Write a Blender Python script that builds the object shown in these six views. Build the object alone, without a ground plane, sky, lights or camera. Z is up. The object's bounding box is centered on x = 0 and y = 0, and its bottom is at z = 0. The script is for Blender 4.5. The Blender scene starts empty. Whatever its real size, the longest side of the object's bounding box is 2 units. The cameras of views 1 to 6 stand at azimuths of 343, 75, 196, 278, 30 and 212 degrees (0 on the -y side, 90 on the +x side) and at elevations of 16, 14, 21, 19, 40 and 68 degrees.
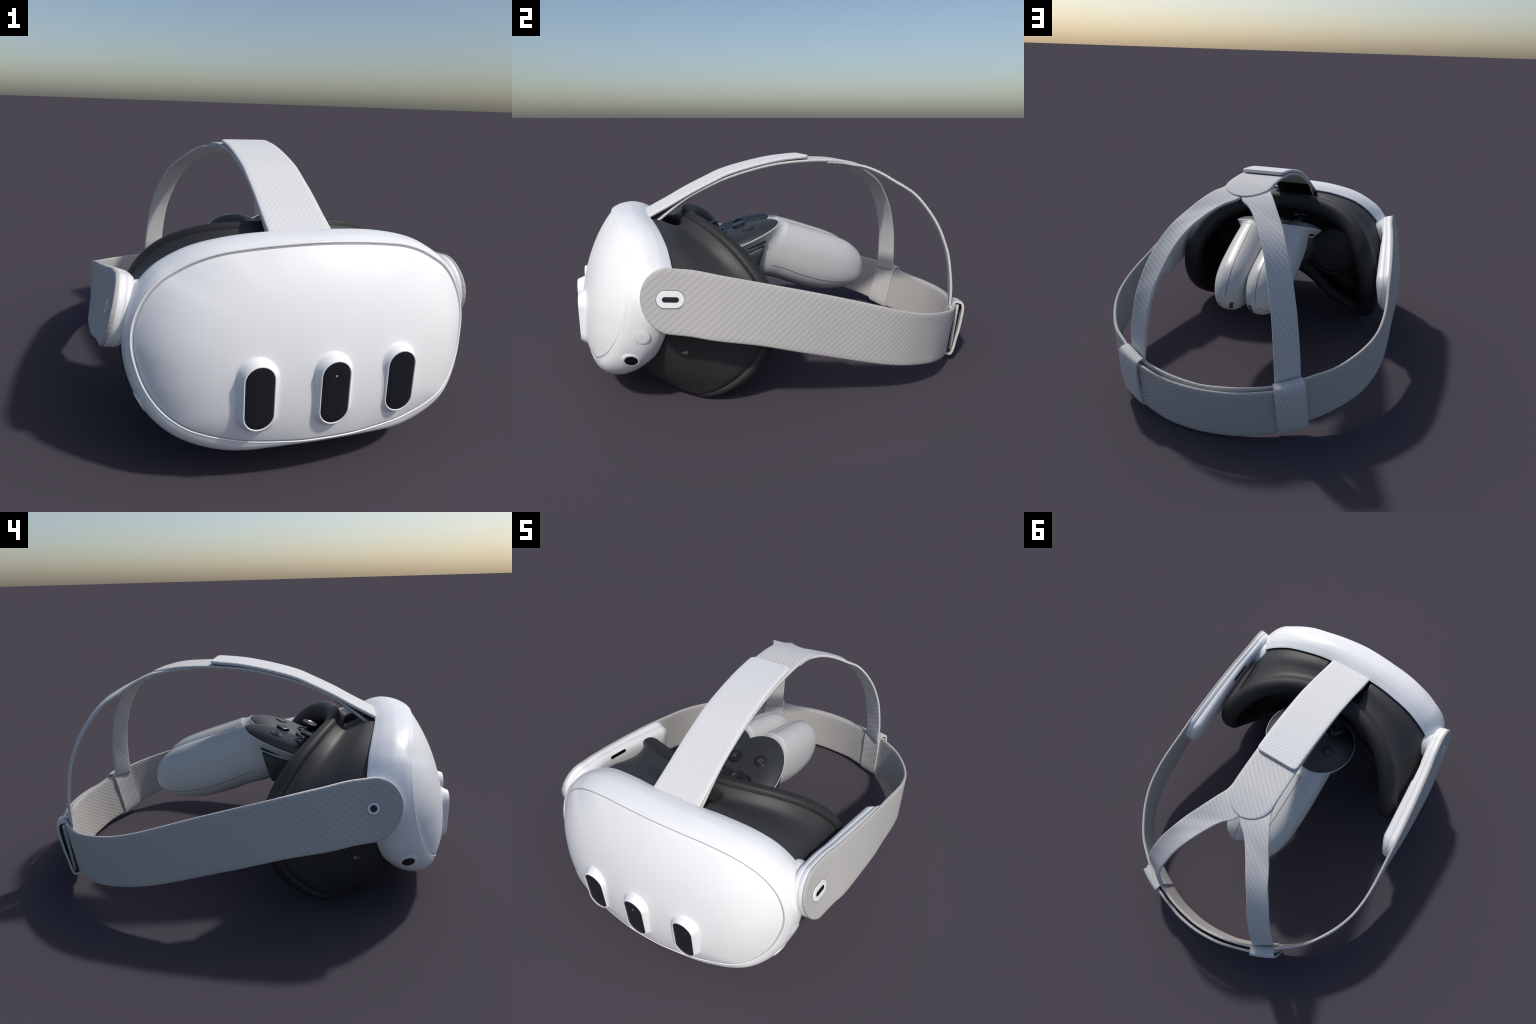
import bpy, math
import numpy as np
from mathutils import Vector, Matrix

rng = np.random.default_rng(7)

# ------------------------------------------------------------------ helpers
def A(l):
    return np.array(l, float)

def catmull(P, n, closed=False):
    """n samples of a Catmull-Rom spline through P, parameter uniform in index."""
    P = A(P)
    m = len(P)
    ts = np.linspace(0, m, n, endpoint=False) if closed else np.linspace(0, m - 1, n)
    return catmull_at(P, ts, closed)

def catmull_at(P, ts, closed=False):
    P = A(P)
    m = len(P)
    i = np.floor(ts).astype(int)
    if not closed:
        i = np.clip(i, 0, m - 2)
    f = (ts - i).reshape((-1,) + (1,) * (P.ndim - 1))
    if closed:
        g = lambda k: P[(i + k) % m]
    else:
        Q = np.concatenate([[2 * P[0] - P[1]], P, [2 * P[-1] - P[-2]]])
        g = lambda k: Q[i + k + 1]
    p0, p1, p2, p3 = g(-1), g(0), g(1), g(2)
    return .5 * (2 * p1 + (p2 - p0) * f + (2 * p0 - 5 * p1 + 4 * p2 - p3) * f ** 2 + (3 * p1 - p0 - 3 * p2 + p3) * f ** 3)

def resample(P, n):
    """even arc-length resampling of an open polyline"""
    P = A(P)
    d = np.concatenate([[0], np.cumsum(np.linalg.norm(np.diff(P, axis=0), axis=1))])
    t = np.linspace(0, d[-1], n)
    return np.stack([np.interp(t, d, P[:, k]) for k in range(P.shape[1])], 1)

def unit(v):
    v = A(v)
    return v / np.maximum(np.linalg.norm(v, axis=-1, keepdims=True), 1e-9)

def sstep(a, b, x):
    t = np.clip((x - a) / (b - a), 0, 1)
    return t * t * (3 - 2 * t)

MATS = {}
def new_mesh(name, V, F, mat, parent=None, smooth=True, angle=None):
    V = A(V)
    me = bpy.data.meshes.new(name)
    me.from_pydata([tuple(v) for v in V], [], [tuple(int(k) for k in f) for f in F])
    me.validate()
    import bmesh
    bm = bmesh.new()
    bm.from_mesh(me)
    bmesh.ops.remove_doubles(bm, verts=bm.verts, dist=2e-5)
    bmesh.ops.recalc_face_normals(bm, faces=bm.faces)
    if angle is not None:
        for e in bm.edges:
            if len(e.link_faces) == 2 and e.calc_face_angle(0) > math.radians(angle):
                e.smooth = False
    bm.to_mesh(me)
    bm.free()
    me.shade_smooth() if smooth else me.shade_flat()
    if angle is not None:
        # shade_smooth resets only faces; sharp edges are kept from bmesh
        pass
    me.materials.append(MATS[mat])
    ob = bpy.data.objects.new(name, me)
    bpy.context.scene.collection.objects.link(ob)
    if parent:
        ob.parent = parent
        ob.matrix_parent_inverse = Matrix.Translation(-Vector(parent.location)) if parent.type == 'EMPTY' else Matrix()
    return ob

def grid_faces(nu, nv, cu=False, cv=False):
    F = []
    for i in range(nu if cu else nu - 1):
        for j in range(nv if cv else nv - 1):
            a, b = i % nu, (i + 1) % nu
            c, d = j % nv, (j + 1) % nv
            F.append((a * nv + c, b * nv + c, b * nv + d, a * nv + d))
    return F

def loft(name, rings, mat, parent, closed=True, cap0=False, cap1=False, angle=None, closed_u=False):
    R = A(rings)
    nu, nv = R.shape[:2]
    V = list(R.reshape(-1, 3))
    F = grid_faces(nu, nv, closed_u, closed)
    if cap0:
        V.append(R[0].mean(0)); c = len(V) - 1
        F += [(c, (j + 1) % nv, j) for j in range(nv)]
    if cap1:
        V.append(R[-1].mean(0)); c = len(V) - 1
        o = (nu - 1) * nv
        F += [(c, o + j, o + (j + 1) % nv) for j in range(nv)]
    return new_mesh(name, V, F, mat, parent, angle=angle)

def ribbon(name, top, bot, th, mat, parent, ncross=14, outward=None, cap=True, closed=False):
    """strip with rounded long edges between two edge curves; th = thickness"""
    T, B = A(top), A(bot)
    n = len(T)
    C = (T + B) / 2
    tan = np.gradient(C, axis=0)
    if closed:
        tan = (np.roll(C, -1, 0) - np.roll(C, 1, 0)) / 2
    w = B - T
    N = unit(np.cross(tan, w))
    if outward is not None:
        sgn = np.sign(np.sum(N * (C - A(outward)), axis=1, keepdims=True))
        N = N * np.sign(np.median(sgn))
    wl = np.linalg.norm(w, axis=1, keepdims=True)
    wu = w / np.maximum(wl, 1e-6)
    r = np.minimum(th / 2, wl[:, 0] / 2 * .98)[:, None]
    sec = []
    k = 5
    for j in range(ncross + 1):          # outer face
        t = j / ncross
        sec.append(T + wu * r + (wu * (wl - 2 * r)) * t + N * th / 2)
    for j in range(1, k):                # rounded bottom edge
        a = math.pi * j / k
        sec.append(B - wu * r + wu * r * math.sin(a) + N * th / 2 * math.cos(a))
    for j in range(ncross + 1):
        t = 1 - j / ncross
        sec.append(T + wu * r + (wu * (wl - 2 * r)) * t - N * th / 2)
    for j in range(1, k):
        a = math.pi * j / k
        sec.append(T + wu * r - wu * r * math.sin(a) - N * th / 2 * math.cos(a))
    R = np.stack(sec, 1)                 # n x m x 3
    return loft(name, R, mat, parent, closed=True, cap0=cap and not closed, cap1=cap and not closed, closed_u=closed)

def frame_from(normal, up=(0, 0, 1)):
    n = unit(normal)
    x = unit(np.cross(up, n))
    y = np.cross(n, x)
    return x, y, n

def lathe_on(name, centre, normal, profile, mat, parent, up=(0, 0, 1), sx=1., sy=1., n=48, stad=0., angle=35):
    """profile = [(radius, height)...] turned about normal; sx, sy scale the outline;
    stad lengthens it along local x into a stadium"""
    x, y, nn = frame_from(normal, up)
    c = A(centre)
    V = []
    a = np.linspace(0, 2 * math.pi, n, endpoint=False)
    rings = []
    for r, h in profile:
        ca, sa = np.cos(a), np.sin(a)
        px = r * sx * ca + stad * np.sign(np.round(ca, 6)) * (r > 1e-6)
        py = r * sy * sa
        rings.append(c + px[:, None] * x + py[:, None] * y + h * nn)
    return loft(name, rings, mat, parent, closed=True, cap0=True, cap1=True, angle=angle)

def mirror_x(ob, name=None):
    me = ob.data.copy()
    o2 = ob.copy()
    o2.data = me
    import bmesh
    bm = bmesh.new(); bm.from_mesh(me)
    bmesh.ops.scale(bm, vec=(-1, 1, 1), verts=bm.verts)
    bmesh.ops.reverse_faces(bm, faces=bm.faces)
    bm.to_mesh(me); bm.free()
    bpy.context.scene.collection.objects.link(o2)
    return o2

def snap(ob, p):
    """closest point and normal on a finished part"""
    ok, loc, nrm, _ = ob.closest_point_on_mesh(Vector([float(k) for k in p]))
    return A(loc), A(nrm)

def empty(name, loc, label, cat):
    e = bpy.data.objects.new(name, None)
    e.location = loc
    bpy.context.scene.collection.objects.link(e)
    e["label"] = label
    e["category"] = cat
    return e

# ---------------------------------------------------------------- materials
def principled(name):
    m = bpy.data.materials.new(name)
    m.use_nodes = True
    nt = m.node_tree
    b = nt.nodes["Principled BSDF"]
    return m, nt, b

def simple(name, col, rough=.5, bump=0., scale=200., spec=.5, vary=.0, coat=0., metallic=0.):
    m, nt, b = principled(name)
    b.inputs["Base Color"].default_value = (*col, 1)
    b.inputs["Roughness"].default_value = rough
    b.inputs["Specular IOR Level"].default_value = spec
    b.inputs["Metallic"].default_value = metallic
    if coat:
        b.inputs["Coat Weight"].default_value = coat
        b.inputs["Coat Roughness"].default_value = .1
    tc = nt.nodes.new("ShaderNodeTexCoord")
    if bump or vary:
        no = nt.nodes.new("ShaderNodeTexNoise")
        no.inputs["Scale"].default_value = scale
        no.inputs["Detail"].default_value = 3
        nt.links.new(tc.outputs["Object"], no.inputs["Vector"])
        if bump:
            bp = nt.nodes.new("ShaderNodeBump")
            bp.inputs["Strength"].default_value = bump
            bp.inputs["Distance"].default_value = .002
            nt.links.new(no.outputs["Fac"], bp.inputs["Height"])
            nt.links.new(bp.outputs["Normal"], b.inputs["Normal"])
        if vary:
            mr = nt.nodes.new("ShaderNodeMapRange")
            mr.inputs["To Min"].default_value = rough - vary
            mr.inputs["To Max"].default_value = rough + vary
            nt.links.new(no.outputs["Fac"], mr.inputs["Value"])
            nt.links.new(mr.outputs["Result"], b.inputs["Roughness"])
    MATS[name] = m
    return m

def fabric(name, light, dark, along, across, stripe, rib, bump=.5, curl=None, plain=.7, knit=.55):
    """diagonal twill: stripes at right angles to 'across', fine ribs along 'along';
    both are direction vectors in object space. curl=(k) adds k*(.7-|x|) to y."""
    m, nt, b = principled(name)
    N, L = nt.nodes, nt.links
    tc = N.new("ShaderNodeTexCoord")
    sep = N.new("ShaderNodeSeparateXYZ")
    L.new(tc.outputs["Object"], sep.inputs[0])
    def math_(op, a, bb):
        n = N.new("ShaderNodeMath"); n.operation = op
        for i, v in enumerate((a, bb)):
            if v is None: continue
            if isinstance(v, (int, float)): n.inputs[i].default_value = v
            else: L.new(v, n.inputs[i])
        return n.outputs[0]
    ax = math_('ABSOLUTE', sep.outputs[0], None)
    yy = sep.outputs[1]
    if curl:
        k = math_('MULTIPLY', math_('SUBTRACT', .70, ax), curl)
        yy = math_('ADD', yy, k)
    comb = N.new("ShaderNodeCombineXYZ")
    L.new(sep.outputs[0] if not curl else ax, comb.inputs[0]); L.new(yy, comb.inputs[1]); L.new(sep.outputs[2], comb.inputs[2])
    def dot(v):
        d = N.new("ShaderNodeVectorMath"); d.operation = 'DOT_PRODUCT'
        L.new(comb.outputs[0], d.inputs[0]); d.inputs[1].default_value = v
        return d.outputs["Value"]
    def sine(v, period):
        s = math_('MULTIPLY', v, 2 * math.pi / period)
        s = math_('SINE', s, None)
        return math_('ADD', math_('MULTIPLY', s, .5), .5)
    s1 = sine(dot(across), stripe)
    s2 = sine(dot(along), rib)
    hgt = math_('ADD', math_('MULTIPLY', s1, plain), math_('MULTIPLY', math_('MULTIPLY', s1, s2), knit))
    no = N.new("ShaderNodeTexNoise"); no.inputs["Scale"].default_value = 240
    L.new(tc.outputs["Object"], no.inputs["Vector"])
    hgt2 = math_('ADD', hgt, math_('MULTIPLY', no.outputs["Fac"], .25))
    ramp = N.new("ShaderNodeMapRange")
    ramp.inputs["From Min"].default_value = 0; ramp.inputs["From Max"].default_value = 1.15
    L.new(hgt, ramp.inputs["Value"])
    mix = N.new("ShaderNodeMix"); mix.data_type = 'RGBA'
    mix.inputs["A"].default_value = (*dark, 1); mix.inputs["B"].default_value = (*light, 1)
    L.new(ramp.outputs["Result"], mix.inputs["Factor"])
    L.new(mix.outputs["Result"], b.inputs["Base Color"])
    b.inputs["Roughness"].default_value = .85
    b.inputs["Specular IOR Level"].default_value = .25
    bp = N.new("ShaderNodeBump")
    bp.inputs["Strength"].default_value = bump
    bp.inputs["Distance"].default_value = .004
    L.new(hgt2, bp.inputs["Height"])
    L.new(bp.outputs["Normal"], b.inputs["Normal"])
    MATS[name] = m

simple("white_gloss_plastic", (.87, .87, .872), .30, spec=.5)
simple("white_satin_plastic", (.87, .87, .87), .45)
simple("arm_plastic", (.87, .87, .87), .38)
simple("light_grey_plastic", (.56, .56, .555), .40)
simple("pale_line_grey", (.52, .52, .53), .6)
simple("seam_grey", (.18, .18, .18), .6)
simple("window_glass", (.016, .017, .022), .22, spec=.35)  # base lifted to blue-grey, carries the sky reflection on the windows
simple("charcoal_shell", (.031, .031, .032), .55, bump=.10, scale=350)
simple("cushion_foam", (.020, .020, .020), .62, bump=.12, scale=260)
simple("inner_black", (.006, .006, .006), .6)
simple("lens_glass", (.050, .053, .057), .45, spec=.4)
simple("control_black", (.028, .030, .033), .46, bump=.06, scale=500)
simple("button_black", (.016, .017, .018), .28)
simple("symbol_grey", (.075, .075, .078), .5)
simple("port_black", (.003, .003, .003), .4)
simple("print_grey", (.22, .20, .23), .6)
simple("sensor_glint", (.30, .31, .33), .3)
simple("trigger_grey", (.05, .052, .055), .45)
FL, FD = (.510, .492, .476), (.455, .438, .423)
fabric("twill_side", FL, FD, (0, .83, .56), (0, -.56, .83), .0190, .0095, .13, curl=.8)
fabric("twill_rear", FL, FD, (.83, 0, -.56), (.56, 0, .83), .0190, .0095, .13)
fabric("twill_top", (.73, .73, .73), (.665, .665, .67), (.80, .5, .35), (-.80, .5, .35),   .0165, .0165, .14, plain=.15, knit=1.0)
fabric("twill_crown", (.63, .625, .62), (.55, .545, .54), (.62, -.6, .45), (.62, .6, -.45), .0190, .0095, .12)
simple("fabric_edge", (.62, .61, .60), .85)

# ============================================================ VR HEADSET
headset = empty("vr_headset", (0, 0, 0),
                "white goggle headset with grey woven head straps", "vr headset")

# ---- control rings of the goggles, x >= 0 half from top centre to bottom centre
S = A([(0, -.815, .776), (.14, -.808, .770), (.24, -.797, .760), (.325, -.788, .747), (.40, -.776, .723), (.465, -.766, .690),
       (.515, -.763, .657), (.56, -.762, .605), (.592, -.768, .536), (.602, -.781, .465), (.590, -.802, .393), (.565, -.829, .328),
       (.52, -.863, .268), (.46, -.897, .227), (.39, -.917, .200), (.30, -.934, .178), (.235, -.946, .171), (.17, -.955, .167), (.09, -.963, .163), (0, -.965, .162)])
M = A([(0, -.72, .800), (.15, -.715, .797), (.25, -.705, .787), (.345, -.695, .769), (.42, -.685, .745), (.485, -.678, .712),
       (.535, -.675, .677), (.58, -.672, .622), (.617, -.675, .545), (.630, -.682, .460), (.627, -.695, .375), (.608, -.715, .300),
       (.572, -.745, .230), (.515, -.78, .175), (.44, -.81, .133), (.35, -.835, .108), (.27, -.865, .108), (.19, -.892, .120), (.10, -.900, .127), (0, -.902, .128)])
R = A([(0, -.645, .770), (.13, -.64, .767), (.22, -.631, .763), (.32, -.617, .747), (.395, -.606, .727), (.46, -.594, .695),
       (.51, -.587, .658), (.555, -.583, .610), (.592, -.588, .540), (.607, -.598, .460), (.605, -.618, .385), (.590, -.640, .320),
       (.56, -.665, .260), (.51, -.693, .210), (.44, -.72, .165), (.35, -.745, .138), (.26, -.755, .150), (.18, -.762, .182), (.10, -.768, .205), (0, -.77, .212)])
C = A([(0, -.47, .765), (.12, -.46, .762), (.22, -.435, .755), (.31, -.40, .738), (.385, -.363, .710), (.45, -.322, .672),
       (.51, -.275, .612), (.556, -.23, .540), (.588, -.203, .460), (.605, -.195, .380), (.612, -.205, .300), (.609, -.236, .225),
       (.598, -.284, .155), (.578, -.347, .096), (.545, -.414, .050), (.488, -.487, .020), (.395, -.545, .024), (.270, -.585, .058), (.160, -.60, .155), (0, -.590, .262)])
CEN = A([0, 0, .46])

def full(H):
    Lm = H[1:-1][::-1] * A([-1, 1, 1])
    return np.concatenate([H, Lm])

def scale_xz(P, k, dy=0.):
    Q = P.copy()
    Q[:, 0] = P[:, 0] * k
    Q[:, 2] = CEN[2] + (P[:, 2] - CEN[2]) * k
    Q[:, 1] = P[:, 1] + dy
    return Q

def inset(P, d, dy=0.):
    """move ring inward by d metres along its own in-plane normal (xz)"""
    t = np.roll(P, -1, 0) - np.roll(P, 1, 0)
    n = unit(np.stack([t[:, 2], 0 * t[:, 0], -t[:, 0]], 1))
    c = P.mean(0)
    s = np.sign(np.sum(np.sum(n * (c - P), 1)))
    Q = P + n * s * d
    Q[:, 1] += dy
    return Q

NA = 360
Sf, Mf, Rf, Cf = [catmull(full(k), NA, True) for k in (S, M, R, C)]

# ---- front plate -------------------------------------------------------
PZ = A([.14, .165, .20, .25, .33, .403, .476, .564, .659, .736, .776, .80])
PY = A([-.962, -.969, -.974, -.977, -.977, -.970, -.956, -.928, -.886, -.843, -.815, -.797])
PFIT = np.polyfit(PZ - .46, PY, 5)                  # smooth vertical profile of the front plate
def plate_y(x, z):
    return np.polyval(PFIT, z - .46) + .29 * x ** 2 - .20 * x ** 4

WIN = [(-.242, -.976), (0., -.995), (.242, -.976)]
WZ, WH, WR = .340, .0585, .0465      # centre height, straight half length, radius
def stadium_d(x, z, cx):
    dz = np.maximum(np.abs(z - WZ) - WH, 0)
    return np.hypot(x - cx, dz) - WR

def plate_ring(s):
    E = inset(Sf, .006)
    P = E.copy()
    P[:, 0] = E[:, 0] * s
    P[:, 2] = CEN[2] + (E[:, 2] - CEN[2]) * s
    Yb = plate_y(P[:, 0], P[:, 2])
    corr = E[:, 1] - plate_y(E[:, 0], E[:, 2])
    y = Yb + corr * s ** 6.2
    for cx, wy in WIN:
        d = stadium_d(P[:, 0], P[:, 2], cx)
        k = 1 - sstep(.003, .022, d)
        y = y + (wy + .004 - y) * k
    P[:, 1] = y
    return P
rings = [plate_ring(s) for s in np.concatenate([[.004], np.linspace(.02, .995, 170)])]
e0 = inset(Sf, .006)
for d, dy in ((.0005, .0012), (0, .003), (0, .007), (.004, .02)):
    q = inset(Sf, .006 + d - .0005); q[:, 1] += dy - .001
    rings.append(q)
loft("front_plate", rings, "white_satin_plastic", headset, cap0=True)

# ---- sensor windows: raised rim, dark glass -----------------------------
def stadium_ring(cx, r, y, n=40):
    a = np.linspace(0, math.pi, n)
    up = np.stack([cx + r * np.cos(a), np.full(n, y), WZ + WH + r * np.sin(a)], 1)
    dn = np.stack([cx - r * np.cos(a), np.full(n, y), WZ - WH - r * np.sin(a)], 1)
    return np.concatenate([up, dn])
for i, (cx, wy) in enumerate(WIN):
    prof = [(WR + .008, .02), (WR + .007, .006), (WR + .0055, .0012), (WR + .003, 0), (WR + .001, .0005), (WR, .003), (WR - .001, .012)]
    frame = loft("window_frame", [stadium_ring(cx, r, wy + h) for r, h in prof], "white_satin_plastic", headset)
    prof = [(WR + .0003, .012), (WR + .0003, .0025), (WR - .001, .0018), (WR * .5, .0018)]
    loft("sensor_window", [stadium_ring(cx, r, wy + h) for r, h in prof], "window_glass", headset, cap1=True)
lathe_on("status_light", (0, -.9932, .398), (0, -1, 0), [(.0042, -.003), (.0042, .0008), (.003, .0014)], "sensor_glint", headset)

# ---- visor body ----------------------------------------------------------
def lerp(a, b, t): return a + (b - a) * t
def mixring(a, b, txz, ty):
    q = lerp(a, b, txz)
    q[:, 1] = lerp(a[:, 1], b[:, 1], ty)
    return q
Bc = [inset(Sf, .012, .012), inset(Sf, .002, .010), inset(Sf, -.0005, .004), inset(Sf, -.003, .0015), inset(Sf, -.007, .003),
      mixring(Sf, Mf, .40, .13), mixring(Sf, Mf, .68, .32), mixring(Sf, Mf, .90, .62), Mf, mixring(Mf, Rf, .28, .5), mixring(Mf, Rf, .70, .82), Rf,
      inset(Rf, .006, .003), inset(Rf, .02, -.02), inset(Rf, .03, -.08)]
Bc = A(Bc)
nb = 70
body_r = catmull_at(Bc, np.linspace(0, len(Bc) - 1, nb))
visor = loft("visor_shell", body_r, "white_gloss_plastic", headset)

gk = []  # grey tube laid in the plate groove so the seam reads as a thin grey line
gt = inset(Sf, .0025, .0065)
tg_ = unit(np.roll(gt, -1, 0) - np.roll(gt, 1, 0))
for i in range(NA):
    x_, y_, n_ = frame_from(tg_[i], (0, 1, .01))
    b_ = np.linspace(0, 2 * math.pi, 8, endpoint=False)
    gk.append(gt[i] + .0035 * (np.cos(b_)[:, None] * x_ + np.sin(b_)[:, None] * y_))
loft("seam_line_tube", gk, "pale_line_grey", headset, closed_u=True)

# ---- charcoal face shell ---------------------------------------------------
TOPW = sstep(.45, .70, Cf[:, 2])                     # weight of the upper part
def shellmid(t, dep):
    q = lerp(Rf, Cf, t)
    qi = inset(q, 1.0) - q
    low = 1 - sstep(.12, .36, q[:, 2])
    q = q + qi * ((.012 + dep * TOPW - (.022 + .010 * 4 * t * (1 - t)) * low)[:, None])
    return q
Fc = [inset(Rf, .022, -.05), inset(Rf, .014, -.005), shellmid(.25, .004), shellmid(.5, .022), shellmid(.72, .030), shellmid(.90, .010), inset(Cf, .003), inset(Cf, .010, .008), inset(Cf, .03, .01)]
shell_r = catmull_at(A(Fc), np.linspace(0, len(Fc) - 1, 48))
# notch for the top strap
for r in shell_r:
    k = (1 - sstep(.118, .132, np.abs(r[:, 0]))) * (r[:, 2] > .6) * sstep(-.485, -.51, r[:, 1])
    r[:, 2] -= .075 * k
fshell = loft("face_shell", shell_r, "charcoal_shell", headset)

# ---- foam cushion ------------------------------------------------------------
def cushion():
    lobv = 1 - sstep(.10, .30, Cf[:, 2])
    P = Cf + (inset(Cf, 1.) - Cf) * (.043 - .022 * lobv)[:, None]
    for _ in range(30):
        P = (np.roll(P, 1, 0) + 2 * P + np.roll(P, -1, 0)) / 4
    t = unit(np.roll(P, -1, 0) - np.roll(P, 1, 0))
    inw = unit(inset(Cf, 1.0) - Cf)
    for _ in range(60):
        inw = (np.roll(inw, 1, 0) + 2 * inw + np.roll(inw, -1, 0)) / 4
    inw = unit(inw - t * np.sum(inw * t, 1, keepdims=True))
    ax = np.cross(t, inw)
    ax *= np.sign(np.sum(ax[:, 1]))
    a = np.linspace(0, 2 * math.pi, 36, endpoint=False)
    rows = []
    for i in range(NA):
        ca, sa = np.cos(a), np.sin(a)
        lob = 1 - sstep(.10, .30, P[i, 2])
        rr = .056 - .016 * lob
        rad = rr * np.sign(ca) * np.abs(ca) ** .9
        axl = np.where(sa > 0, .050 - .012 * lob, .022) * np.sign(sa) * np.abs(sa) ** .9
        rows.append(P[i] + ax[i] * .010 - inw[i] * rad[:, None] + ax[i] * axl[:, None])
    return A(rows)
loft("face_cushion", cushion(), "cushion_foam", headset, closed=True, closed_u=True)

# ---- dark inner bay with two lenses --------------------------------------------
inner = []
lobc = (1 - sstep(.10, .30, Cf[:, 2]))[:, None]
for d, dy in ((.075, .0), (.088, -.04)):
    inner.append(inset(Cf, d, dy) * (1 - lobc) + inset(Cf, d * .8, dy) * lobc)
base = inset(Rf, .050)
base[:, 1] = -.605
inner.append(lerp(inner[-1], base, .5)); inner.append(base)
inner.append(scale_xz(base, .55))
loft("inner_bay", inner, "inner_black", headset, cap1=True, angle=40)
for sx in (1, -1):
    lathe_on("lens_ring", (.280 * sx, -.592, .39), (0, 1, 0), [(.172, -.03), (.172, .05), (.165, .058), (.150, .055), (.145, .03)], "inner_black", headset)
    lathe_on("lens", (.280 * sx, -.572, .39), (0, 1, 0), [(.147, .0), (.147, .025), (.12, .034), (.08, .041), (.04, .045), (.01, .046)], "lens_glass", headset)

# ---- small parts of the visor ----------------------------------------------------
for sx in (1, -1):
    c, nrm = snap(visor, (.579 * sx, -.762, .260))
    lathe_on("side_camera_rim", c, nrm, [(.042, -.012), (.040, -.0030), (.035, .0004), (.031, .0012), (.0275, .0012), (.0265, -.001), (.023, -.012)], "white_gloss_plastic", headset)
    lathe_on("side_camera", c, nrm, [(.0268, -.010), (.0268, .0010), (.024, .0018), (.019, .0014), (.006, .0013)], "port_black", headset)
c, nrm = snap(visor, (.626, -.715, .370))
lathe_on("power_button", c, nrm, [(.0300, -.008), (.0300, .0004), (.0285, .0010), (.015, .0016)], "white_gloss_plastic", headset)
lathe_on("button_gap", c, nrm, [(.0316, -.008), (.0316, .0002), (.029, .0003)], "pale_line_grey", headset)

# ---- strap band frames ---------------------------------------------------------------
BT = A([(.632, -.74, .678), (.642, -.59, .650), (.650, -.50, .637), (.662, -.39, .611), (.682, -.215, .570), (.698, -.03, .525),
        (.706, .12, .485), (.710, .27, .442), (.707, .38, .409), (.687, .488, .379), (.637, .604, .352), (.556, .725, .326),
        (.464, .814, .310), (.402, .858, .297), (.32, .895, .279), (.20, .933, .269), (.10, .954, .264), (0, .963, .261)])
BB = A([(.694, -.755, .430), (.706, -.615, .400), (.717, -.53, .385), (.728, -.43, .362), (.737, -.26, .327), (.740, -.09, .280),
        (.740, .06, .237), (.737, .21, .195), (.730, .33, .164), (.708, .448, .138), (.656, .583, .110), (.567, .697, .082),
        (.483, .767, .062), (.413, .807, .044), (.333, .847, .030), (.21, .893, .024), (.105, .914, .017), (0, .922, .015)])
BT[:3, 0] -= .005; BB[:3, 0] -= .005
BT[7:12, 0] += .005; BT[7:12, 1] += .003; BB[6:12, 0] -= .005
BT[:, 0] -= 0.006 * (BT[:, 0] > .3); BB[:, 0] -= 0.006 * (BB[:, 0] > .3)
def band(ts):
    return catmull_at(BT, ts), catmull_at(BB, ts)
def band_normal(ts):
    T, B = band(ts)
    T2, B2 = band(ts + .02)
    T1, B1 = band(ts - .02)
    n = unit(np.cross((T2 + B2) - (T1 + B1), B - T))
    s = np.sign(np.sum(n * ((T + B) / 2 - A([0, .1, .3])), 1, keepdims=True))
    return n * s
TS0 = .93                                   # centre of the round front end
def cap_shape(t_end_front, t0, n_cap, ts_rest):
    pass
def band_strip(t_front_c, t_tip, t_back, n=150, grow=0., t_back_c=None, shrink=0.):
    """edge curves of the strap with a rounded front end (and a rounded rear end if asked)"""
    a = np.linspace(0, math.pi / 2, 22)
    ts = list(t_front_c - (t_front_c - t_tip) * np.cos(a))
    h = list(np.sin(a))
    mid_end = t_back if t_back_c is None else t_back_c
    mid = np.linspace(t_front_c, mid_end, n)[1:]
    ts += list(mid); h += [1.] * len(mid)
    if t_back_c is not None:
        a2 = np.linspace(0, math.pi / 2, 22)[1:]
        ts += list(t_back_c + (t_back - t_back_c) * np.sin(a2)); h += list(np.cos(a2))
    ts, h = A(ts), np.maximum(A(h), .03)
    T, B = band(ts)
    c = (T + B) / 2
    hv = (B - T) / 2
    L = np.linalg.norm(hv, axis=1, keepdims=True)
    hv = hv * (1 + (grow - shrink * sstep(3.2, 5.8, ts)[:, None]) / L)
    return ts, c - hv * h[:, None], c + hv * h[:, None]

# fabric side straps running round to the rear centre (two halves meet under the overlap)
ts, T, B = band_strip(.97, .215, 13.4, n=150)
Tm, Bm = T[::-1][1:] * A([-1, 1, 1]), B[::-1][1:] * A([-1, 1, 1])
strap_r = right = ribbon("side_strap", T, B, .015, "twill_side", headset, outward=(0, .1, .3))
left = mirror_x(right)

IT, IB = [catmull(np.concatenate([Q[13:], (Q[13:-1] * A([-1, 1, 1]))[::-1]]), 100) for Q in (BT, BB)]
ribbon("rear_strap", IT, IB, .014, "twill_rear", headset, outward=(0, .1, .2))
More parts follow.
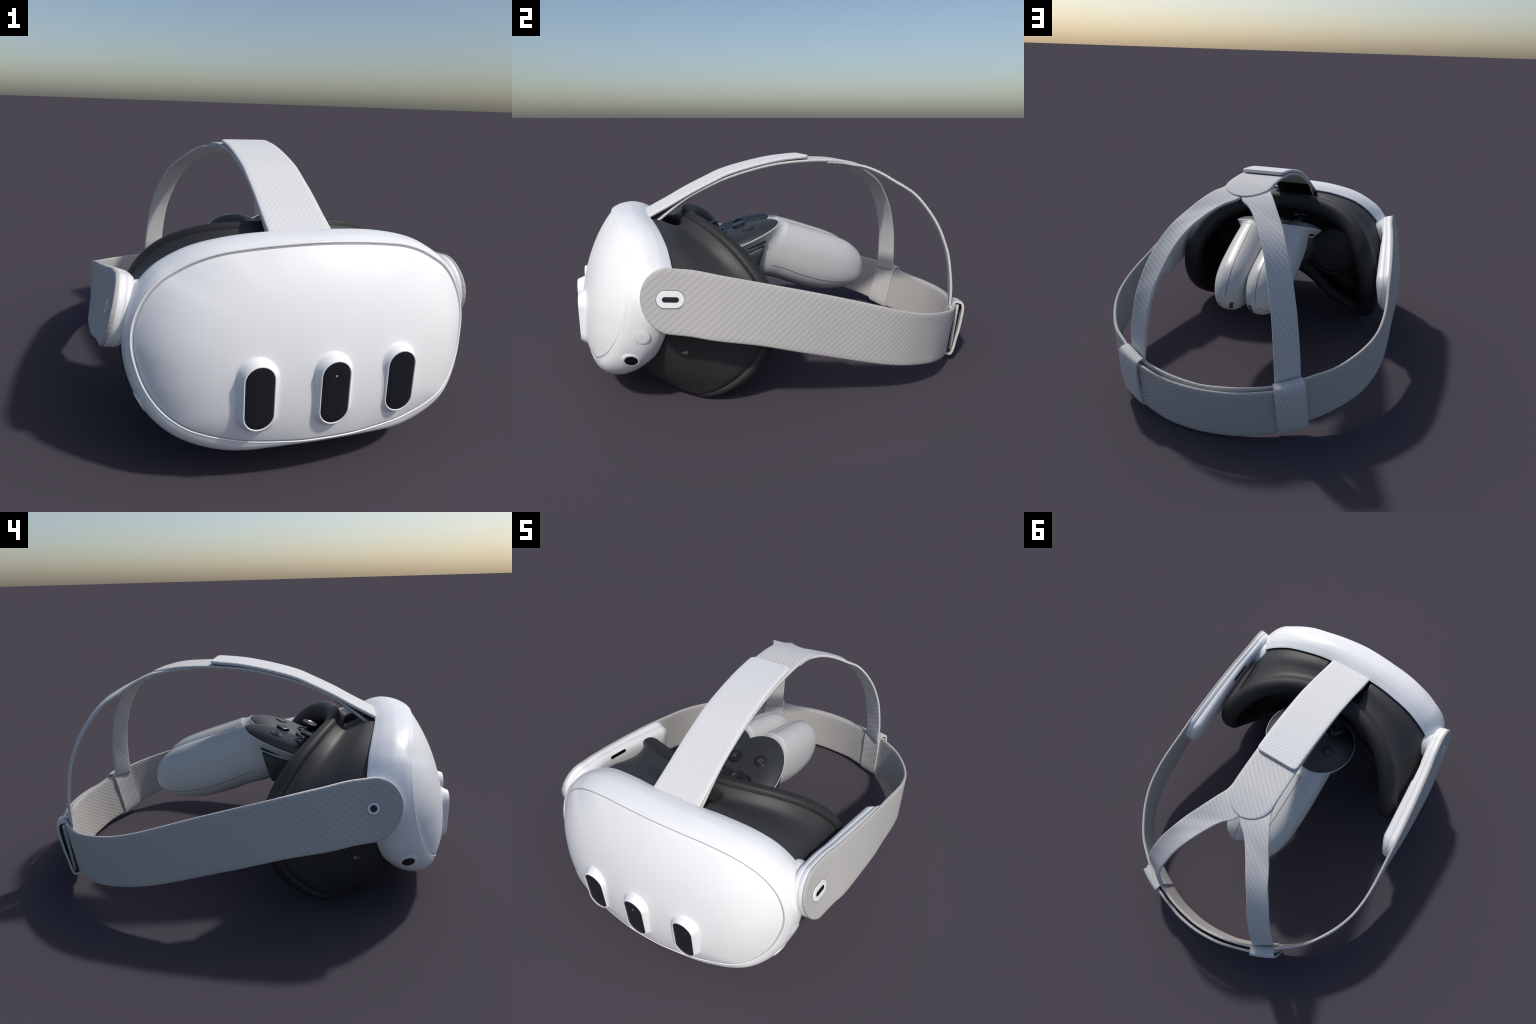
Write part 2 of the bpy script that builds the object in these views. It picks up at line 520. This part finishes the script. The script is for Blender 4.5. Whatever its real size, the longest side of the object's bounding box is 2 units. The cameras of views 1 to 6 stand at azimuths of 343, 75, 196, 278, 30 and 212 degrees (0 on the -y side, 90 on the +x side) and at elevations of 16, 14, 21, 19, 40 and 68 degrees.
# second layer across the back of the head
OT = A([(.44, .845, .300), (.375, .893, .284), (.305, .925, .270), (.20, .960, .260), (.12, .980, .258), (0, .990, .257)])
OB = A([(.45, .815, .060), (.385, .852, .040), (.322, .882, .026), (.208, .924, .014), (.12, .945, .010), (0, .956, .010)])
fT = np.concatenate([OT, (OT[:-1] * A([-1, 1, 1]))[::-1]])
fB = np.concatenate([OB, (OB[:-1] * A([-1, 1, 1]))[::-1]])
ribbon("rear_strap", catmull(fT, 90), catmull(fB, 90), .014, "twill_rear", headset, outward=(0, .1, .2))

# sleeves that hold the crown strap on the rear band
def sleeve(ta, tb, sx):
    tt = np.linspace(ta, tb, 9)
    T, B = band(tt)
    N = band_normal(tt)
    k = 64
    a = np.linspace(0, 2 * math.pi, k, endpoint=False)
    e = .38
    tpar = .5 - .555 * np.sign(np.cos(a)) * np.abs(np.cos(a)) ** e     # along band height
    off = .016 + (.031 + .004 * (tpar < .5)) * np.sign(np.sin(a)) * np.abs(np.sin(a)) ** .6
    outer = T[:, None] + (B - T)[:, None] * tpar[None, :, None] + N[:, None] * off[None, :, None]
    cen = outer.mean(1, keepdims=True)
    P = outer
    tl = np.roll(P, -1, 1) - np.roll(P, 1, 1)
    wv = P[-1:] - P[:1]
    nn = unit(np.cross(tl, np.broadcast_to(wv, tl.shape)))
    nn *= np.sign(np.sum(nn * (P - cen)))
    inn = P - nn * .011
    V = np.concatenate([P.reshape(-1, 3), inn.reshape(-1, 3)])
    nu = len(tt)
    F = grid_faces(nu, k, False, True)
    o = nu * k
    F += [tuple(o + v for v in f) for f in grid_faces(nu, k, False, True)]
    for i in (0, nu - 1):
        for j in range(k):
            j2 = (j + 1) % k
            F.append((i * k + j, i * k + j2, o + i * k + j2, o + i * k + j))
    V = V * A([sx, 1, 1])
    ob = new_mesh("strap_loop", V, F, "twill_crown", headset, angle=50)
    return ob
for sx in (1, -1):
    sleeve(12.55, 14.05, sx)

# ---- crown strap (Y shaped) ---------------------------------------------------
YO = A([(.112, .25, 1.000), (.114, .33, .994), (.123, .385, .985), (.150, .44, .976), (.190, .51, .946), (.238, .584, .897), (.276, .653, .850),
        (.312, .705, .785), (.345, .755, .700), (.368, .785, .620), (.387, .808, .530), (.406, .822, .387), (.412, .820, .270)])
YI = A([(.0, .25, 1.000), (.0, .33, .994), (.0, .40, .981), (.0, .452, .968), (.018, .488, .958), (.064, .528, .942), (.110, .59, .913),
        (.160, .668, .866), (.205, .735, .795), (.241, .794, .702), (.271, .835, .604), (.294, .866, .470), (.313, .882, .270)])
def crown():
    n = 120
    o, i = catmull(YO, n), catmull(YI, n)
    i[:, 0] = np.maximum(i[:, 0], 0)
    k = 12
    t = np.linspace(0, 1, k)
    half = o[:, None] * (1 - t[None, :, None]) + i[:, None] * t[None, :, None]
    V, F = [], []
    for sx in (1, -1):
        b0 = len(V)
        V += list((half * A([sx, 1, 1])).reshape(-1, 3))
        F += [tuple(b0 + v for v in (f if sx > 0 else f[::-1])) for f in grid_faces(n, k)]
    ob = new_mesh("crown_strap", V, F, "twill_crown", headset)
    so = ob.modifiers.new("s", 'SOLIDIFY'); so.thickness = .012; so.offset = 0
    bv = ob.modifiers.new("b", 'BEVEL'); bv.width = .003; bv.segments = 2; bv.limit_method = 'ANGLE'
    return ob
def apply_mods(ob):
    dg = bpy.context.evaluated_depsgraph_get()
    me = bpy.data.meshes.new_from_object(ob.evaluated_get(dg))
    old = ob.data
    ob.modifiers.clear()
    ob.data = me
    bpy.data.meshes.remove(old)
apply_mods(crown())

# ---- top strap: lower layer with round rear end and flap above -------------------
LY = A([(-.68, .690), (-.64, .715), (-.585, .752), (-.52, .802), (-.439, .855), (-.334, .905), (-.253, .937), (-.129, .972), (-.004, .996), (.142, 1.007),
        (.25, 1.007), (.33, 1.002), (.40, .989), (.46, .972)])
def strap_yz(pts, hw, th, name, mat, round_end=0., corner=0., hw_front=None):
    P = resample(catmull(pts, 200), 160)
    s = np.concatenate([[0], np.cumsum(np.linalg.norm(np.diff(P, axis=0), axis=1))])
    L = s[-1]
    w = np.full(len(P), hw)
    if hw_front:
        w = hw_front + (hw - hw_front) * s / L
    rad = round_end or corner
    # finer stations near the end
    s2 = np.concatenate([np.linspace(0, L - rad, 130), L - rad + rad * np.sin(np.linspace(0, math.pi / 2, 20))[1:]])
    P2 = np.stack([np.interp(s2, s, P[:, 0]), np.interp(s2, s, P[:, 1])], 1)
    w2 = np.interp(s2, s, w)
    over = np.clip((s2 - (L - rad)) / rad, 0, 1)
    if round_end:
        w2 = w2 * np.sqrt(np.maximum(1 - over ** 2, .002))
    else:
        w2 = w2 - corner * (1 - np.sqrt(np.maximum(1 - over ** 2, 0)))
    T = np.stack([-w2, P2[:, 0], P2[:, 1]], 1)
    B = np.stack([w2, P2[:, 0], P2[:, 1]], 1)
    return ribbon(name, T, B, th, mat, headset, outward=(0, 0, .3))
strap_yz(LY, .114, .014, "top_strap", "twill_crown", round_end=.11)
strap_yz(LY[:5] - A([0, .0072]), .1095, .003, "dark_underside_strip", "inner_black", corner=.01)
FY = A([(-.70, .732), (-.634, .767), (-.535, .818), (-.439, .870), (-.334, .920), (-.253, .955), (-.129, .989), (-.004, 1.014), (.10, 1.025), (.150, 1.028)])
strap_yz(FY, .111, .016, "strap_flap", "twill_top", corner=.02, hw_front=.122)

# ---- side arms ------------------------------------------------------------------
def side_arm():
    """white arm behind the fabric: full-height plate plus a narrower rounded inner body"""
    prof = [(-.004, -.002), (-.010, -.001), (-.026, -.001), (-.0275, -.003), (-.029, -.001), (-.042, -.003), (-.055, -.008), (-.063, -.026), (-.067, -.052), (-.068, -.09)]
    rows = None
    nper = None
    rings = []
    for off, g in prof:
        ts, T, B = band_strip(.97, .215 - g * 7, 5.95 + g * 7, n=60, grow=g, t_back_c=5.25, shrink=.016 if off < -.02 else .002)
        n = band_normal(ts)
        taper = 1 + .24 * sstep(2.0, 4.8, ts) - .40 * sstep(5.2, 6.0, ts)
        o = n * (off * taper)[:, None]
        rings.append(np.concatenate([T + o, (B + o)[::-1]]))
    ob = loft("side_arm", rings, "arm_plastic", headset)
    # close the two flat faces with strips between the edges
    n2 = len(rings[0]) // 2
    V = [tuple(v) for v in rings[-1]] ; F = [(i, i + 1, 2 * n2 - 2 - i, 2 * n2 - 1 - i) for i in range(n2 - 1)]
    import bmesh
    bm = bmesh.new(); bm.from_mesh(ob.data)
    for ring in (rings[-1], rings[0]):
        vs = [bm.verts.new(tuple(v)) for v in ring]
        for i in range(n2 - 1):
            bm.faces.new((vs[i], vs[i + 1], vs[2 * n2 - 2 - i], vs[2 * n2 - 1 - i]))
    bmesh.ops.remove_doubles(bm, verts=bm.verts, dist=2e-5)
    bmesh.ops.recalc_face_normals(bm, faces=bm.faces)
    bm.to_mesh(ob.data); bm.free()
    ob.data.shade_smooth()
    return ob
arm = side_arm(); arm2 = mirror_x(arm)
def arm_point(t, h, off):
    T, B = band(A([t])); n = band_normal(A([t]))
    return (T + (B - T) * h + n * off)[0], n[0]
# neck between arm and visor
p, n = arm_point(1.0, .48, -.05)
neck = lathe_on("arm_pivot", (.575, -.60, .53), (1, -.05, .1), [(.088, -.03), (.088, .0), (.084, .02), (.08, .04)], "arm_plastic", headset)
mirror_x(neck)
# speaker slot on the upper inner face of each arm
def slot_mesh():
    e0, e1 = A((.598, -.438, .587)), A((.616, -.322, .559))
    n = 25
    path, nr = [], []
    for t in np.linspace(0, 1, n):
        p_, n_ = snap(arm, e0 + (e1 - e0) * t)
        path.append(p_); nr.append(n_)
    path, nr = A(path), A(nr)
    tg = unit(np.gradient(path, axis=0))
    ac = unit(np.cross(nr, tg))
    u = np.linspace(-1, 1, n)
    L = np.linalg.norm(e1 - e0) / 2
    hw = .0085 * np.sqrt(np.clip(1 - np.clip((np.abs(u) * L - (L - .0085)) / .0085, 0, .999) ** 2, 0, 1))
    rows = []
    for k, h in ((-1., -.004), (-1., .0006), (-.8, .0012), (.8, .0012), (1., .0006), (1., -.004)):
        rows.append(path + ac * (hw * k)[:, None] + nr * h)
    return loft("speaker_slot", np.stack(rows, 1), "port_black", headset, cap0=True, cap1=True, angle=35)
mirror_x(slot_mesh())

# charging port on the +x strap, audio socket on the other
def pill(name, c, nrm, along, half, prof, mat):
    nrm = unit(nrm); along = unit(A(along) - nrm * np.dot(along, nrm)); ac = np.cross(nrm, along)
    a = np.linspace(0, 2 * math.pi, 48, endpoint=False)
    rings = []
    for r, h in prof:
        px = r * np.cos(a) + half * np.where(np.cos(a) > 1e-6, 1, np.where(np.cos(a) < -1e-6, -1, 0)); py = r * np.sin(a)
        rings.append(A(c) + px[:, None] * along + py[:, None] * ac + h * nrm)
    return loft(name, rings, mat, headset, cap0=True, cap1=True, angle=35)
pc, pn = snap(strap_r, (.675, -.601, .535))
pill("port_plate", pc, pn, (0, 1, -.1), .020, [(.034, -.008), (.034, .0015), (.032, .0035), (.02, .0035)], "arm_plastic")
pill("port_groove", pc, pn, (0, 1, -.1), .020, [(.037, -.008), (.037, .0006), (.033, .0008)], "seam_grey")
pill("charging_port", pc, pn, (0, 1, -.1), .022, [(.0105, -.004), (.0105, .0042), (.009, .0046), (.006, .0046)], "port_black")
jc = pc * A([-1, 1, 1]); jn = pn * A([-1, 1, 1])
lathe_on("socket_groove", jc, jn, [(.0262, -.006), (.0262, .0006), (.024, .0008)], "seam_grey", headset)
lathe_on("audio_socket", jc, jn, [(.0245, -.006), (.0245, .0025), (.023, .004), (.0155, .004), (.0135, .001), (.0135, -.002)], "arm_plastic", headset)
lathe_on("socket_hole", jc, jn, [(.0135, -.004), (.0135, .0024), (.012, .0026)], "port_black", headset)

# little arrow marks on the face shell
for sx in (1, -1):
    c, nrm = snap(fshell, (.61 * sx, -.55, .264)); c = c + nrm * .0015
    al = unit(A((0, 1, -.05)) - nrm * np.dot((0, 1, -.05), nrm)); ac = np.cross(nrm, al); ac *= np.sign(ac[2])
    V = [c - al * .017, c + al * .012 + ac * .011, c + al * .012 - ac * .009]
    V += [v - nrm * .01 for v in V]
    new_mesh("arrow_mark", V, [(0, 1, 2), (3, 5, 4), (0, 3, 4, 1), (1, 4, 5, 2), (2, 5, 3, 0)], "print_grey", headset, smooth=False)

# ================================================================= CONTROLLERS
SLOPE = .37
def controller(sx, lift):
    ob = empty("hand_controller", (.09 * sx, .30, .325), "light grey handheld controller with black button disc", "game controller")
    X0 = .093
    parts = []
    DC = A((X0, -.225, .664)); rx, ry = .160, .225
    DOME = .030
    nrm = unit((0, -SLOPE, 1)); ex = A((1, 0, 0)); ey = unit((0, 1, SLOPE))
    a = np.linspace(0, 2 * math.pi, 80, endpoint=False)
    a2 = a
    def dring(s, dz, sh=0.):
        return DC + np.cos(a2)[:, None] * ex * rx * s + (np.sin(a2)[:, None] * ry * s + sh) * ey + nrm * (dz + lift)
    # --- grip: sections (top y,z  bottom y,z  half width), flaring into the disc rim at the head
    G = A([(.04, .704, -.10, .437, .104), (.08, .690, -.03, .419, .104),
           (.14, .670, .05, .387, .105), (.22, .643, .15, .353, .105), (.317, .608, .25, .333, .102), (.385, .575, .335, .332, .093),
           (.432, .535, .40, .342, .076), (.457, .497, .44, .365, .054), (.468, .462, .463, .394, .030), (.471, .438, .4705, .416, .007)])
    g = catmull(G, 70)
    def grip_pt(row, ang, k=1.):
        ty, tz, by, bz, hw = row
        c = A((X0 - .009 * float(sstep(.05, .45, (ty + by) / 2)), (ty + by) / 2, (tz + bz) / 2)); h = A((0, ty - by, tz - bz)) / 2
        ca, sa = np.cos(ang), np.sin(ang)
        e = .84
        u = np.sign(sa) * np.abs(sa) ** e; w = np.sign(ca) * np.abs(ca) ** e
        return c + k * (np.outer(u, h) + np.outer(w, A((hw, 0, 0))) * (1.0 - .06 * u)[:, None])
    rim = [dring(.975, -DOME - .006), dring(.985, -DOME - .0005), dring(.998, -DOME - .001), dring(1.0, -DOME - .006)]
    first = grip_pt(g[0], a)
    r0 = rim[-1]
    blend = []
    for t in np.linspace(0, 1, 16)[1:-1]:
        q = r0 * (1 - t) + first * t
        pinch = -.020 * math.sin(math.pi * t) ** 1.0        # waisted flare under the disc
        d = q - q.mean(0)
        d[:, 1] *= 0
        q = q + unit(d) * pinch * (np.abs(np.cos(a))[:, None])
        blend.append(q)
    R_ = rim + blend + [grip_pt(r, a) for r in g]
    parts.append(loft("grip", R_, "light_grey_plastic", ob, cap1=True))
    # --- parting lines
    def line(fn, name):
        pts = A([fn(i) for i in np.linspace(.01, .955, 60) * 69])
        t = unit(np.gradient(pts, axis=0))
        rows = []
        b = np.linspace(0, 2 * math.pi, 6, endpoint=False)
        for p, tt in zip(pts, t):
            x, y, n = frame_from(tt)
            rows.append(p + .0016 * (np.cos(b)[:, None] * x + np.sin(b)[:, None] * y))
        return loft(name, rows, "seam_grey", ob, cap0=True, cap1=True)
    def row_at(i):
        return catmull_at(g, A([i]))[0]
    for name, ang in (("parting_line", lambda i: -.42 - .25 * (i / 69)), ("parting_line", lambda i: math.pi / 2 + .02 + .1 * i / 69)):
        parts.append(line(lambda i: grip_pt(row_at(i), A([ang(i)]))[0], name))
    # --- dark strap slot and cap line at the tail
    sp, sn = snap(parts[0], (.050, .462, .392))
    al = unit(A((.25, -.35, -1)) - sn * np.dot((.25, -.35, -1), sn)); ac = np.cross(sn, al)
    bb = np.linspace(0, 2 * math.pi, 32, endpoint=False)
    sr = []
    for r_, h_ in ((.0095, -.01), (.0095, .0006), (.0080, .0009)):
        pxs = .017 * np.clip(np.cos(bb) * 3, -1, 1) + r_ * .5 * np.cos(bb); pys = r_ * np.clip(np.sin(bb) * 1.6, -1, 1)
        sr.append(sp + pxs[:, None] * al + pys[:, None] * ac + h_ * sn)
    parts.append(loft("lanyard_slot", sr, "trigger_grey", ob, cap0=True, cap1=True, angle=30))
    # --- black disc
    prof = [(s_, -DOME * s_ ** 4) for s_ in np.linspace(.02, .93, 24)] + [(.962, -DOME * .962 ** 4 - .001), (.979, -DOME), (.979, -DOME - .008)]
    parts.append(loft("button_disc", [dring(s_, z) for s_, z in prof], "control_black", ob, cap0=True, angle=50))
    # --- dark trigger block under the front of the disc: slanted sections (top y,z  bottom y,z  half width)
    TR = A([(-.098, .628, -.150, .446, .128), (-.115, .622, -.170, .440, .136), (-.16, .607, -.21, .438, .136), (-.24, .580, -.28, .445, .128),
            (-.31, .552, -.33, .455, .108), (-.36, .525, -.365, .465, .08), (-.378, .510, -.378, .48, .03)])
    def tr_ring(row, dz=0., k=1.):
        ty, tz, by, bz, hw = row
        c = A((X0, (ty + by) / 2, (tz + bz) / 2 + dz)); h = A((0, ty - by, tz - bz)) / 2
        u = np.sign(np.sin(a)) * np.abs(np.sin(a)) ** .45; w = np.sign(np.cos(a)) * np.abs(np.cos(a)) ** .45
        return c + k * (np.outer(w * (1 + .10 * u), A((hw * .93, 0, 0))) + np.outer(u, h))
    trs = catmull_at(TR, np.linspace(0, 6, 34))
    parts.append(loft("trigger", [tr_ring(r) for r in trs], "trigger_grey", ob, cap0=True, cap1=True))
    # slot between trigger and collar
    sl = trs.copy(); sl[:, 2] = sl[:, 0]; sl[:, 3] = sl[:, 1] - .004; sl[:, 1] += .012
    parts.append(loft("trigger_slot", [tr_ring(r, 0, 1.035) for r in sl], "port_black", ob, cap0=True, cap1=True))
    # --- controls on the disc
    def on_disc(x, y):
        u = (x - X0) / rx; v = (y - DC[1]) / (ry * ey[1])
        s = math.hypot(u, v)
        return DC + ex * (x - X0) + ey * (y - DC[1]) / ey[1] + nrm * (-DOME * s ** 4 + lift)
    up = (0, 1, .2)
    for (x, y) in ((.000, -.188), (-.012, -.285)):
        parts.append(lathe_on("round_button", on_disc(x, y), nrm, [(.034, -.02), (.034, .008), (.032, .013), (.026, .0155), (.012, .0140)], "button_black", ob, up=up))
    c = on_disc(.131, -.168)
    nm = unit(nrm + A((.10, 0, 0)))
    parts.append(lathe_on("menu_button_gap", c, nm, [(.031, -.01), (.031, .0015), (.029, .0018)], "port_black", ob, up=up))
    parts.append(lathe_on("menu_button", c, nm, [(.0285, -.01), (.0285, .0026), (.027, .0034), (.01, .0030)], "button_black", ob, up=up))
    fx, fy, fn = frame_from(nm, up)
    if sx > 0:
        for k in (-1, 0, 1):                 # three bars
            cc = c + fy * .010 * k + nm * .0035
            V = [cc + fx * i * .015 + fy * j * .0022 + nm * h for h in (-.002, .0006) for i, j in ((-1, -1), (1, -1), (1, 1), (-1, 1))]
            parts.append(new_mesh("button_symbol", V, [(0, 3, 2, 1), (4, 5, 6, 7), (0, 1, 5, 4), (1, 2, 6, 5), (2, 3, 7, 6), (3, 0, 4, 7)], "symbol_grey", ob, smooth=False))
    else:
        th = np.linspace(0, 2 * math.pi, 60, endpoint=False)     # looped figure of eight
        pts = c + nm * .0034 + np.outer(.016 * np.cos(th), fx) + np.outer(.010 * np.sin(2 * th), fy)
        tg = unit(np.roll(pts, -1, 0) - np.roll(pts, 1, 0))
        b = np.linspace(0, 2 * math.pi, 6, endpoint=False)
        rows = [p + .0018 * (np.cos(b)[:, None] * np.cross(t, nm) + np.sin(b)[:, None] * nm * .6) for p, t in zip(pts, tg)]
        parts.append(loft("button_symbol", rows, "symbol_grey", ob, closed_u=True))
    # letters etched on the two raised buttons, drawn as short bars
    glyphs = {'X': [((-.010, -.012), (.010, .012)), ((-.010, .012), (.010, -.012))],
              'Y': [((0, -.012), (0, 0)), ((0, 0), (-.010, .012)), ((0, 0), (.010, .012))],
              'A': [((-.010, -.012), (0, .012)), ((.010, -.012), (0, .012)), ((-.006, -.003), (.006, -.003))],
              'B': [((-.007, -.012), (-.007, .012)), ((-.007, .012), (.006, .007)), ((.006, .007), (-.007, 0)), ((-.007, 0), (.007, -.006)), ((.007, -.006), (-.007, -.012))]}
    gx, gy, gn = frame_from(nrm, up)
    for (x, y), ch in zip(((.000, -.188), (-.012, -.285)), 'XY' if sx > 0 else 'AB'):
        cc = on_disc(x, y) + nrm * .0148
        V, F = [], []
        for (p0, p1) in glyphs[ch]:
            q0, q1 = cc + gx * p0[0] * sx + gy * p0[1], cc + gx * p1[0] * sx + gy * p1[1]
            d_ = unit(q1 - q0); w_ = np.cross(nrm, d_) * .0014
            o_ = len(V)
            V += [q0 - w_ - nrm * .002, q1 - w_ - nrm * .002, q1 + w_ - nrm * .002, q0 + w_ - nrm * .002, q0 - w_ + nrm * .0008, q1 - w_ + nrm * .0008, q1 + w_ + nrm * .0008, q0 + w_ + nrm * .0008]
            F += [tuple(o_ + k for k in f) for f in ((0, 3, 2, 1), (4, 5, 6, 7), (0, 1, 5, 4), (1, 2, 6, 5), (2, 3, 7, 6), (3, 0, 4, 7))]
        parts.append(new_mesh("button_letter", V, F, "symbol_grey", ob, smooth=False))
    # thumbstick
    b0 = on_disc(.102, -.309)
    top = A((.102, -.309, .674 + lift))
    hgt = float(np.dot(top - b0, nrm)) + .012
    parts.append(lathe_on("thumbstick_well", b0, nrm, [(.058, -.01), (.058, .003), (.054, .006), (.048, .005), (.040, -.004)], "button_black", ob, up=up))
    parts.append(lathe_on("thumbstick", b0, nrm, [(.030, -.01), (.022, .012), (.015, .02), (.014, hgt - .02), (.030, hgt - .016), (.040, hgt - .012), (.044, hgt - .005), (.042, hgt), (.034, hgt + .002), (.028, hgt - .001), (.008, hgt - .004)], "button_black", ob, up=up))
    if sx < 0:
        import bmesh
        for p in parts:
            bm = bmesh.new(); bm.from_mesh(p.data)
            bmesh.ops.scale(bm, vec=(-1, 1, 1), verts=bm.verts)
            bmesh.ops.reverse_faces(bm, faces=bm.faces)
            bm.to_mesh(p.data); bm.free()
    return ob
controller(1, .0)
controller(-1, -.0015)
